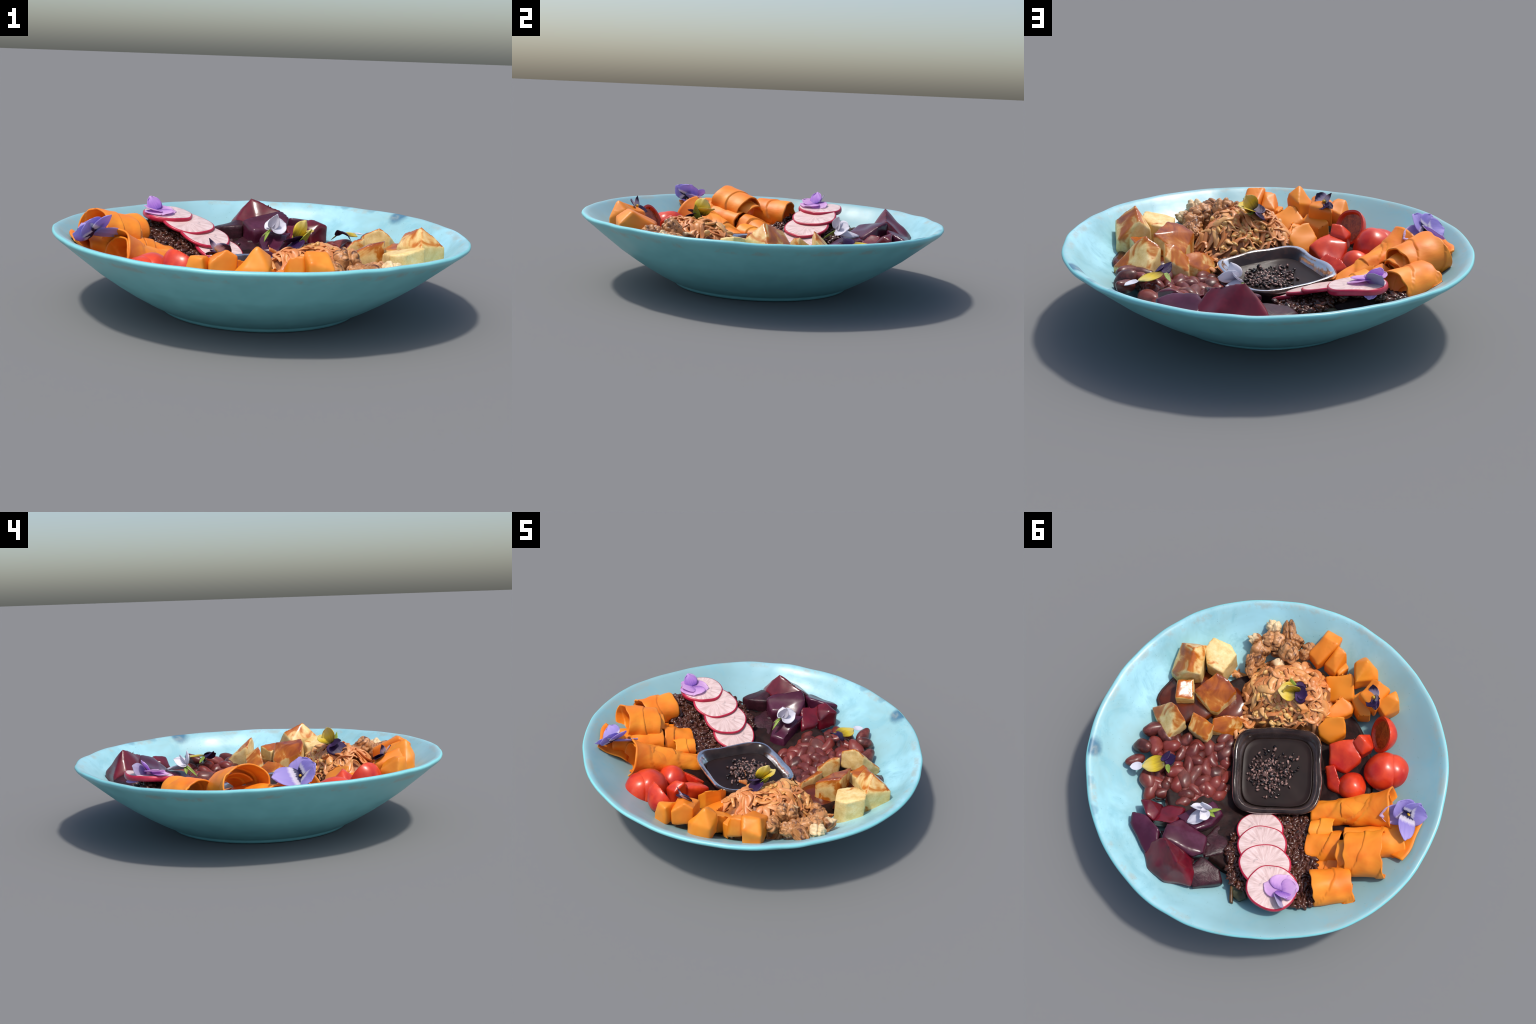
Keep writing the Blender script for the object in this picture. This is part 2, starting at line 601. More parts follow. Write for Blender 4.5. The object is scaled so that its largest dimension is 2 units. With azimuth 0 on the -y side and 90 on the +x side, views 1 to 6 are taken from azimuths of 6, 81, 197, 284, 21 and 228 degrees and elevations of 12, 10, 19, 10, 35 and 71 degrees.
RICE_AREA = [(-.20, .12), (-.34, .0), (-.46, .06), (-.60, .15), (-.70, .25), (-.76, .33), (-.67, .42), (-.55, .45), (-.45, .54), (-.38, .575), (-.31, .55),
             (-.22, .48), (-.16, .40)]


def build_rice():
    V0, F0 = ellipsoid(.019, .0092, .008, 8, 8, .2)
    gm = mesh_np("grain", V0, F0)
    gm.materials.append(M_RICE)
    rng = np.random.default_rng(3)
    pl = []
    while len(pl) < 1400:
        x, y = rng.uniform(-.8, -.08), rng.uniform(-.05, .7)
        if not in_poly(x, y, RICE_AREA) or math.hypot(x, y) > .81:
            continue
        z = bed_z(x, y) + rng.uniform(.0, .02)
        pl.append(((x, y, z), rot_rand(rng, .45), rng.uniform(1.0, 1.5)))
    par = np.array([-.42, .25, .1])
    for loc, rot, s in pl[:300]:
        ob = bpy.data.objects.new("grain", gm)
        m = Matrix.Translation(Vector(np.array(loc) - par + np.array([0, 0, .006]))) @ (rot.to_4x4()) @ Matrix.Scale(s, 4)
        ob.matrix_local = m
        link(ob, RICE)
    joined("loose_grains", V0, F0, [(np.array(l) - par, r, s) for l, r, s in pl[300:]], M_RICE, RICE)


build_rice()


# ------------------------------------------------------------------ sauce dish
def superellipse_ring(hw, n, k=4.5):
    t = np.arange(n) * 2 * np.pi / n
    c, s = np.cos(t), np.sin(t)
    r = (np.abs(c) ** k + np.abs(s) ** k) ** (-1 / k)
    return np.stack([r * c * hw, r * s * hw], -1)


def build_dish():
    cx, cy = -.030, -.043
    ang = math.radians(47)
    tilt = Matrix.Rotation(math.radians(-4), 4, Vector((1, 0.15, 0))).to_3x3()
    prof = [(.155, .100), (.175, .096), (.200, .125), (.222, .165), (.243, .196), (.254, .210), (.253, .222), (.241, .227), (.226, .218),
            (.211, .186), (.194, .150), (.175, .118), (.150, .113), (.05, .113), (.002, .113)]
    prof = [(.002, .1035), (.08, .1035)] + prof
    n = 96
    V = []
    for h, z in prof:
        k = 4.3 if h > .1 else 2.8
        q = superellipse_ring(h, n, k)
        wob = np.array([.009 * mn.noise(Vector((q[i, 0] * 8, q[i, 1] * 8, z * 6))) for i in range(n)])
        V.append(np.column_stack([q[:, 0] * (1 + wob * 3), q[:, 1] * (1 + wob * 3), np.full(n, z) + wob]))
    V = np.concatenate(V)
    c, s = math.cos(ang), math.sin(ang)
    Rz = np.array([[c, -s, 0], [s, c, 0], [0, 0, 1]])
    T = np.array(tilt).reshape(3, 3) @ Rz
    piv = np.array([0, 0, .2])
    V = (V - piv) @ T.T + piv
    F = [f[::-1] for f in grid_faces(len(prof), n, True)]
    me = mesh_np("glass_dish", V - np.array([0, 0, .1]), F)
    me.materials.append(M_GLASS)
    dish = bpy.data.objects.new("sauce_dish", me)
    dish.location = (cx, cy, .1)
    link(dish, None, "small square glass dish of dark sauce with sesame seeds", "sauce dish")
    # sauce fill
    zs = .172
    rows = []
    lev = [(.2005, zs + .003), (.195, zs), (.17, zs - .001), (.12, zs), (.06, zs), (.001, zs)]
    lo = [(.001, .1165), (.1, .1165), (.15, .1175), (.176, .124), (.194, .157)]
    for h, z in lo + lev:
        q = superellipse_ring(h, n, 4.3)
        wob = np.array([.002 * mn.noise(Vector((q[i, 0] * 14, q[i, 1] * 14, 2))) for i in range(n)])
        rows.append(np.column_stack([q[:, 0], q[:, 1], np.full(n, z) + wob]))
    W = (np.concatenate(rows) - piv) @ T.T + piv - np.array([0, 0, .1])
    me = mesh_np("sauce", W, [f[::-1] for f in grid_faces(len(rows), n, True)])
    me.materials.append(M_SAUCE)
    so = bpy.data.objects.new("sauce", me)
    link(so, dish)
    # sesame clumps
    rng = np.random.default_rng(5)
    V0, F0 = ellipsoid(.0105, .0068, .0055, 6, 7, 0, -.3)
    sm = mesh_np("sesame_seed", V0, F0)
    sm.materials.append(M_SESAME)
    clumps = [(.06, .07, .05, 80), (.08, -.01, .045, 60), (.0, .05, .055, 80), (-.05, .06, .04, 35), (-.03, -.05, .03, 35), (.0, -.12, .028, 20)]
    # clump centres are given in world offsets from the dish centre
    k = 0
    for ax, ay, sd, num in clumps:
        for _ in range(num):
            x, y = rng.normal(ax, sd * .8), rng.normal(ay, sd * .8)
            p = np.array([x, y, zs + .0045 + rng.uniform(-.002, .006) - .1])
            q = np.linalg.inv(T) @ np.array([x, y, 0])
            if max(abs(q[0]), abs(q[1])) > .17:
                continue
            p[2] += (T @ np.array([q[0], q[1], 0]))[2]
            ob = bpy.data.objects.new("sesame_seed", sm)
            k += 1
            if k > 300:
                return
            ob.matrix_local = Matrix.Translation(Vector(p)) @ rot_rand(rng, .3).to_4x4() @ Matrix.Scale(rng.uniform(.8, 1.2), 4)
            link(ob, dish)


build_dish()

# ------------------------------------------------------------------ tofu
TOFU = [
    ([(.767, -.104, .448), (.700, -.005, .40), (.874, -.095, .363), (.80, .045, .305), (.745, .045, .31), (.660, -.055, .345), (.765, -.185, .37)], .16, .14),
    ([(.775, -.250, .382), (.625, -.290, .350), (.595, -.165, .33), (.690, -.130, .35), (.760, -.180, .37), (.69, -.30, .355)], -.45, .17),
    ([(.594, -.124, .375), (.457, -.147, .322), (.452, -.005, .255), (.599, .028, .350), (.48, .02, .27), (.52, -.15, .36), (.53, -.05, .35)], .50, .16),
    ([(.577, .180, .386), (.715, .262, .240), (.507, .310, .262), (.497, .189, .341), (.63, .18, .350), (.60, .30, .26)], .16, .10),
    ([(.505, .120, .340), (.399, .066, .268), (.365, .150, .215), (.470, .190, .290), (.455, .100, .335), (.42, .17, .25)], .30, .11),
    ([(.400, -.025, .265), (.318, -.110, .205), (.305, .000, .165), (.390, .085, .235), (.43, .04, .27), (.36, -.07, .25)], .32, .10),
    ([(.720, .060, .335), (.650, .135, .325), (.585, .060, .30), (.67, -.01, .32)], .2, .12),
]
for pts, gl, dr in TOFU:
    ob = chunk("tofu_cube", pts, M_TOFU, "cream tofu cube with brown soy glaze", "tofu", drop=dr, soft=3, amp=.004, freq=16)
    ob["glaze"] = gl


def blob_patch(name, cx, cy, rx, ry, zf, thick, mat, label, category, seed=0.0, n=40):
    V, F = [], []
    nr = 10
    for i in range(nr):
        for j in range(n):
            t = 2 * math.pi * j / n
            k = 1 + .35 * mn.noise(Vector((math.cos(t) * 1.6, math.sin(t) * 1.6, seed)))
            f = i / (nr - 1)
            x, y = cx + rx * k * f * math.cos(t), cy + ry * k * f * math.sin(t)
            V.append((x - cx, y - cy, zf(x, y) + thick * (1 - f ** 4) - .004 * (f > .99)))
    me = mesh_np(name, V, grid_faces(nr, n, True))
    me = baked(me, [("SOLIDIFY", dict(thickness=.008, offset=-1))], name)
    me.materials.append(mat)
    ob = bpy.data.objects.new(name, me)
    ob.location = (cx, cy, 0)
    return link(ob, None, label, category)


blob_patch("soy_glaze_pool", .64, .04, .16, .18, lambda x, y: max(wall_at(x, y), .205) + .008, .022, M_GLAZE,
           "glossy dark brown pool of soy glaze", "sauce", 1.0)
blob_patch("soy_glaze_pool", .46, -.10, .12, .13, lambda x, y: .185, .03, M_GLAZE, "glossy dark brown pool of soy glaze", "sauce", 4.0)

# ------------------------------------------------------------------ pumpkin
PUMP = [
    [(.385, -.785, .375), (.290, -.800, .400), (.268, -.745, .430), (.350, -.725, .430), (.268, -.605, .370), (.350, -.615, .370)],
    [(.262, -.752, .420), (.200, -.758, .408), (.178, -.745, .36), (.170, -.650, .350), (.250, -.640, .350), (.23, -.69, .40)],
    [(.118, -.838, .365), (.070, -.800, .455), (.118, -.762, .411), (.022, -.838, .37), (-.020, -.806, .350), (.040, -.690, .385), (.125, -.76, .38)],
    [(-.060, -.775, .432), (-.012, -.765, .405), (-.120, -.805, .380), (-.155, -.660, .360), (-.03, -.66, .385), (-.10, -.70, .40)],
    [(-.150, -.820, .398), (-.205, -.785, .400), (-.235, -.785, .325), (-.205, -.690, .340), (-.142, -.760, .401), (-.125, -.700, .37)],
    [(.100, -.715, .362), (.195, -.610, .305), (.090, -.535, .250), (.000, -.640, .308), (.06, -.70, .36)],
    [(.050, -.490, .272), (.050, -.600, .302), (-.055, -.585, .262), (.000, -.450, .245), (-.03, -.62, .27)],
    [(.000, -.445, .320), (-.064, -.511, .335), (-.095, -.500, .300), (-.122, -.472, .265), (-.113, -.440, .200), (-.095, -.390, .205), (-.030, -.362, .235), (.005, -.380, .280)],
    [(.180, -.745, .345), (.140, -.735, .345), (.150, -.660, .335), (.190, -.670, .335)],
    [(-.03, -.75, .35), (-.15, -.64, .31), (-.10, -.60, .28), (.0, -.64, .30)],
]
for pts in PUMP:
    chunk("pumpkin_cube", pts, M_PUMP, "soft orange cube of roasted pumpkin", "pumpkin", drop=.10, soft=7, amp=.013, freq=9)

# ------------------------------------------------------------------ beetroot
BEET = [
    ([(-.133, .737, .420), (.030, .700, .370), (.090, .800, .265), (-.020, .860, .280), (-.130, .838, .300), (-.235, .748, .285), (-.200, .690, .310), (-.08, .62, .28)], M_BEETRED, .08),
    ([(.085, .635, .345), (.037, .703, .365), (-.150, .588, .320), (-.085, .520, .285), (.07, .56, .28), (-.13, .64, .32)], M_BEET, .13),
    ([(.265, .625, .315), (.300, .655, .300), (.215, .690, .335), (.180, .625, .300), (.22, .58, .26), (.16, .68, .31)], M_BEETRED, .1),
    ([(.270, .735, .300), (.235, .780, .285), (.060, .820, .285), (.050, .740, .320), (.200, .690, .325), (.10, .69, .33)], M_BEET, .08),
    ([(.090, .470, .265), (.065, .350, .215), (-.045, .440, .250), (-.02, .53, .285), (.11, .56, .275), (-.02, .36, .21)], M_BEET, .09),
    ([(-.160, .605, .290), (-.275, .580, .285), (-.328, .612, .265), (-.262, .745, .275), (-.180, .730, .305), (-.28, .68, .28)], M_BEETDARK, .09),
    ([(-.070, .510, .215), (-.130, .370, .160), (-.215, .465, .200), (-.160, .585, .235), (-.05, .38, .165)], M_BEETDARK, .06),
    ([(.10, .68, .265), (-.10, .72, .25), (-.12, .52, .22), (.02, .54, .225), (.0, .62, .26)], M_BEETDARK, .08),
    ([(.215, .610, .255), (.130, .500, .225), (.080, .600, .30), (.17, .68, .30), (.19, .55, .235)], M_BEETRED, .09),
]
for pts, m, dr in BEET:
    chunk("beet_chunk", pts, m, "glossy dark purple chunk of cooked beetroot", "beetroot", drop=dr, soft=9, amp=.014, freq=9)

# ------------------------------------------------------------------ radish slices
def frame(n, xh):
    n = Vector(n).normalized()
    x = Vector(xh)
    x = (x - n * x.dot(n)).normalized()
    y = n.cross(x)
    return Matrix((x, y, n)).transposed()


RAD = [((-.235, .255, .215), (.30, -.24, .92), .132, .018), ((-.325, .312, .274), (.26, -.20, .94), .140, .016),
       ((-.425, .378, .324), (.22, -.17, .95), .140, .016), ((-.548, .435, .356), (.10, -.08, .99), .138, .028)]
for c, nrm, R, th in RAD:
    na = 72
    V, F = [], []
    prof = [(0, .5), (.35, .5), (.7, .5), (.93, .5), (.965, .46), (.99, .34), (1, .1), (1, -.2), (.975, -.46), (.9, -.5), (.4, -.5), (0, -.5)]
    for f, h in prof:
        for j in range(na):
            t = 2 * math.pi * j / na
            k = (1 + .07 * mn.noise(Vector((math.cos(t) * 1.4, math.sin(t) * 1.4, c[0] * 9)))) * (1 - .08 * math.sin(t) ** 2)
            x, y = R * f * k * math.cos(t), R * f * k * math.sin(t)
            z = h * th + .009 * mn.noise(Vector((x * 7, y * 7, c[1] * 8))) * f
            V.append((x, y, z))
    F = grid_faces(len(prof), na, True)
    F = [q[::-1] for q in F]
    me = mesh_np("radish_slice", V, F)
    bm = bmesh.new()
    bm.from_mesh(me)
    bmesh.ops.remove_doubles(bm, verts=bm.verts, dist=1e-6)
    bmesh.ops.recalc_face_normals(bm, faces=bm.faces)
    bm.to_mesh(me)
    bm.free()
    me.materials.append(M_RAD)
    me.materials.append(M_RADSKIN)
    for p in me.polygons:
        cen = p.center
        k = (1 + .07 * mn.noise(Vector((cen.x / math.hypot(cen.x, cen.y) * 1.4, cen.y / math.hypot(cen.x, cen.y) * 1.4, c[0] * 9)))) * (1 - .08 * (cen.y ** 2) / (cen.x ** 2 + cen.y ** 2))
        if math.hypot(cen.x, cen.y) > R * k * .94:
            p.material_index = 1
    ob = bpy.data.objects.new("radish_slice", me)
    ob.matrix_world = Matrix.Translation(c) @ frame(nrm, (.84, .54, 0)).to_4x4()
    link(ob, None, "thin round white radish slice with red skin edge", "radish")

# ------------------------------------------------------------------ beans
BEANS = empty("kidney_beans", (.32, .33, .15), "heap of glossy reddish brown cooked kidney beans", "beans")


def bean_mesh(i):
    V0, F0 = ellipsoid(.060 + .004 * (i % 2), .040, .034 + .002 * (i % 3), 15, 16, .28 + .06 * i, (.08, -.1, .0, .12)[i % 4])
    me = mesh_np("bean", V0, F0)
    bm = bmesh.new()
    bm.from_mesh(me)
    bmesh.ops.remove_doubles(bm, verts=bm.verts, dist=1e-6)
    bmesh.ops.recalc_face_normals(bm, faces=bm.faces)
    bm.to_mesh(me)
    bm.free()
    wobble(me, .010, 20, i + 3.0)
    me.materials.append(M_BEAN)
    return me


def bean_z(x, y):
    """the heap climbs toward the wall and dips beside the beets"""
    return .120 + .25 * max(0, .85 * x + .53 * y - .2) - .030 * sstep(y, .44, .54) * sstep(x, .46, .36)


BM = [bean_mesh(i) for i in range(6)]
BXY = [(.57, .45), (.52, .39), (.47, .34), (.44, .25), (.38, .22), (.28, .11), (.25, .05), (.53, .53), (.61, .34), (.39, .32), (.32, .28),
       (.26, .21), (.19, .15), (.31, .33), (.18, .25), (.12, .22), (.33, .41), (.35, .52), (.27, .39), (.19, .33), (.13, .28),
       (.35, .54), (.26, .45), (.19, .40), (.12, .34), (.27, .54), (.19, .46), (.21, .54), (.45, .42), (.48, .28), (.33, .17), (.21, .08),
       (.41, .46), (.32, .47), (.24, .27), (.09, .29), (.44, .37), (.54, .30), (.36, .26), (.25, .34), (.14, .41), (.31, .58), (.23, .13), (.30, .05), (.24, .50), (.16, .47), (.29, .53), (.10, .37), (.06, .32), (.33, .57), (.40, .55), (.22, .42), (.15, .36)]
rb = np.random.default_rng(21)
for i, (x, y) in enumerate(BXY):
    r = math.hypot(x, y)
    z = bean_z(x, y) + rb.uniform(-.006, .008)
    x, y = x + .25 * (.24 - z), y - .22 * (.24 - z)
    r = math.hypot(x, y)
    if r > .75:
        z = wall_at(x, y) + .022
    ob = bpy.data.objects.new("bean", BM[i % 6])
    m = Matrix.Translation(Vector((x - .32, y - .33, z - .15))) @ Matrix.Rotation(rb.uniform(0, 6.28), 4, "Z") @ Matrix.Rotation(rb.normal(0, .35), 4, "Y") @ Matrix.Rotation(rb.uniform(0, 6.28), 4, "X") @ Matrix.Scale(rb.uniform(.82, 1.18), 4)
    ob.matrix_local = m
    link(ob, BEANS)
# lower layer that closes the gaps
for i in range(36):
    x, y = BXY[i % len(BXY)]
    x, y = x + rb.uniform(-.05, .05), y + rb.uniform(-.05, .05)
    r = math.hypot(x, y)
    if r > .68:
        continue
    z = bean_z(x, y) - .024
    ob = bpy.data.objects.new("bean", BM[i % 4])
    ob.matrix_local = Matrix.Translation(Vector((x - .32, y - .33, z - .15))) @ rot_rand(rb, .4).to_4x4()
    link(ob, BEANS)

# ------------------------------------------------------------------ tomatoes
def tomato(name, c, R, squash=(1, 1, 1), cut=None, label="shiny red cherry tomato"):
    bm = bmesh.new()
    bmesh.ops.create_uvsphere(bm, u_segments=48, v_segments=28, radius=R)
    for v in bm.verts:
        n = mn.noise(v.co * 9 + Vector(c) * 5)
        v.co *= 1 + .13 * n
        v.co = Vector((v.co.x * squash[0], v.co.y * squash[1], v.co.z * squash[2]))
    nf = None
    if cut is not None:
        n = Vector(cut).normalized()
        bmesh.ops.bisect_plane(bm, geom=bm.verts[:] + bm.edges[:] + bm.faces[:], plane_co=(0, 0, 0), plane_no=n, clear_outer=True)
        ed = [e for e in bm.edges if e.is_boundary]
        r = bmesh.ops.contextual_create(bm, geom=ed)
        f = r["faces"]
        # hollow the cut a little: flesh wall, pulp sunk
        i1 = bmesh.ops.inset_individual(bm, faces=f, thickness=R * .12, depth=0)
        i2 = bmesh.ops.inset_individual(bm, faces=f, thickness=R * .1, depth=-R * .14)
        for q in f + i1["faces"] + i2["faces"]:
            q.material_index = 1
        bmesh.ops.triangulate(bm, faces=f)
    me = bpy.data.meshes.new(name)
    bm.to_mesh(me)
    bm.free()
    me.materials.append(M_TOM)
    me.materials.append(M_TOMCUT)
    for p in me.polygons:
        p.use_smooth = p.material_index == 0
    ob = bpy.data.objects.new(name, me)
    ob.location = c
    return link(ob, None, label, "tomato")


tomato("cherry_tomato", (-.430, -.498, .230), .112, (1, 1, .98))
tomato("cherry_tomato", (-.462, -.532, .232), .100)
tomato("cherry_tomato", (-.375, -.310, .180), .085)
tomato("tomato_half", (-.270, -.605, .300), .100, cut=(.5, .75, .42), label="halved cherry tomato showing its pulp")
PIECES = [
    ([(-.194, -.496, .345), (-.231, -.565, .305), (-.300, -.525, .290), (-.285, -.455, .285), (-.200, -.460, .300), (-.25, -.50, .34)], .10, 9),
    ([(-.113, -.365, .252), (-.190, -.480, .298), (-.300, -.440, .270), (-.295, -.340, .195), (-.200, -.300, .210), (-.22, -.40, .275)], .08, 24),
    ([(-.185, -.270, .205), (-.225, -.305, .238), (-.300, -.275, .232), (-.362, -.232, .203), (-.280, -.210, .175)], .05, 8),
]
for pts, dr, sf in PIECES:
    chunk("tomato_piece", pts, M_TOM, "soft wedge of red tomato skin side up", "tomato", drop=dr, soft=sf, amp=.009, freq=11)


# ------------------------------------------------------------------ carrot ribbons
def ribbon_tube(p0, p1, r0, r1, squash=.9, wraps=3, step=.006, twist=.6, holes=(), thick=.008, arc=(0, 1), nu=40, nv=64, sag=0.0, name="carrot_ribbon", flare=0.0,
                label="wide thin orange carrot ribbon rolled into a tube", bumps=.010, up=(0, 0, 1)):
    p0, p1 = Vector(p0), Vector(p1)
    ax = (p1 - p0)
    L = ax.length
    a = ax.normalized()
    s = a.cross(Vector(up)).normalized()
    u = s.cross(a)
    c0 = (p0 + p1) / 2
    full = arc == (0, 1)
    V, F = [], []
    cols = nv if full else nv + 1
    for i in range(nu + 1):
        f = i / nu
        for j in range(cols):
            g = arc[0] + (arc[1] - arc[0]) * j / nv
            t = 2 * math.pi * g
            saw = (f * wraps + twist * math.sin(t + .7) + 10) % 1.0
            r = r0 + (r1 - r0) * f + flare * math.exp(-f / .14) + step * (saw - .5) + bumps * mn.noise(Vector((math.cos(t) * 1.3 + p0.x * 9, math.sin(t) * 1.3, f * 2.5 * L / .2)))
            p = p0 + ax * f + s * math.cos(t) * r + u * math.sin(t) * r * squash - Vector((0, 0, sag * 4 * f * (1 - f)))
            p += a * .012 * mn.noise(Vector((math.cos(t) * 2, math.sin(t) * 2, p0.y * 7))) * (1 if i in (0, nu) else .5)
            V.append(p - c0)
    for i in range(nu):
        for j in range(nv):
            fc, gc = (i + .5) / nu, arc[0] + (arc[1] - arc[0]) * (j + .5) / nv
            if any(abs(fc - hf) / hw + abs(gc - hg) / hh < 1 for hf, hg, hw, hh in holes):
                continue
            k = (j + 1) % cols
            F.append((i * cols + j, i * cols + k, (i + 1) * cols + k, (i + 1) * cols + j))
    me = mesh_np(name, V, F)
    me = baked(me, [("SOLIDIFY", dict(thickness=thick, offset=0))], name)
    me.materials.append(M_CARROT)
    ob = bpy.data.objects.new(name, me)
    ob.location = c0
    return link(ob, None, label, "carrot")


# long roll beside the tomatoes
ribbon_tube((-.642, -.366, .304), (-.345, -.050, .140), .096, .064, .88, 2.4, .007, .45, flare=.034)
ribbon_tube((-.628, -.350, .296), (-.460, -.170, .215), .090, .068, .9, 1.2, .007, .5)
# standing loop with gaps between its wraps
ribbon_tube((-.800, -.142, .364), (-.665, .000, .310), .124, .112, .85, 1.3, .007, .4, nu=60, nv=90)
ribbon_tube((-.735, -.075, .330), (-.640, .030, .285), .098, .085, .85, 1.1, .007, .6, arc=(.06, .92))
# roll nearest the radish
ribbon_tube((-.800, .090, .300), (-.680, .262, .285), .092, .092, .98, 1.3, .008, .5)
# folded roll in the middle, and the one behind it
ribbon_tube((-.610, -.030, .235), (-.490, .110, .168), .088, .085, .9, 1.4, .010, .6)
ribbon_tube((-.815, -.290, .302), (-.600, -.045, .250), .086, .080, .85, 1.4, .008, .5)
ribbon_tube((-.700, .045, .205), (-.595, .150, .165), .075, .070, .9, 1.3, .008, .3)
ribbon_tube((-.50, -.06, .215), (-.42, .04, .19), .06, .06, .8, 1.3, .010, .3)


def wall_sheet(a0, a1, r0, r1, lift, seed):
    """ribbon lying against the bowl wall"""
    V, F = [], []
    nu, nv = 26, 12
    cx = Vector((math.cos((a0 + a1) / 2) * (r0 + r1) / 2, math.sin((a0 + a1) / 2) * (r0 + r1) / 2, .3))
    for i in range(nu):
        t = a0 + (a1 - a0) * i / (nu - 1)
        for j in range(nv):
            f = j / (nv - 1)
            r = r0 + (r1 - r0) * f + .02 * mn.noise(Vector((t * 6, seed, 0)))
            z = wall_z(r) + lift + .016 * mn.noise(Vector((t * 7, f * 2, seed)))
            V.append(Vector((r * math.cos(t), r * math.sin(t), z)) - cx)
    me = baked(mesh_np("carrot_ribbon", V, grid_faces(nu, nv)), [("SOLIDIFY", dict(thickness=.008, offset=0))], "carrot_ribbon")
    me.materials.append(M_CARROT)
    ob = bpy.data.objects.new("carrot_ribbon", me)
    ob.location = cx
    link(ob, None, "flat orange carrot ribbon lying on the bowl wall", "carrot")


wall_sheet(math.radians(192), math.radians(208), .74, .905, .026, 1.0)

# ------------------------------------------------------------------ shredded heap
SHRED = empty("shredded_topping", (.25, -.36, .2), "tangled heap of peach orange shreds with pale seeds", "shredded topping")
SC0 = np.array([.25, -.36, .2])


def dish_gap(x, y):
    """distance outside the square dish (negative inside)"""
    c, q = math.cos(math.radians(47)), math.sin(math.radians(47))
    dx, dy = x + .030, y + .043
    u, v = abs(c * dx + q * dy), abs(-q * dx + c * dy)
    return (u ** 4.3 + v ** 4.3) ** (1 / 4.3) - .252


def heap_z(x, y):
    # steep face by the dish, flat top under the flower, falling off to walnuts and pumpkin
    d = math.hypot((x - .235) / .29, (y + .365) / .28)
    z = .17 + .200 * (.3 * sstep(dish_gap(x, y), -.01, .05) + .7 * sstep(dish_gap(x, y), -.02, .20)) * max(0, 1 - d ** 3.2)
    return z + .030 * mn.noise(Vector((x * 11, y * 11, 2)))


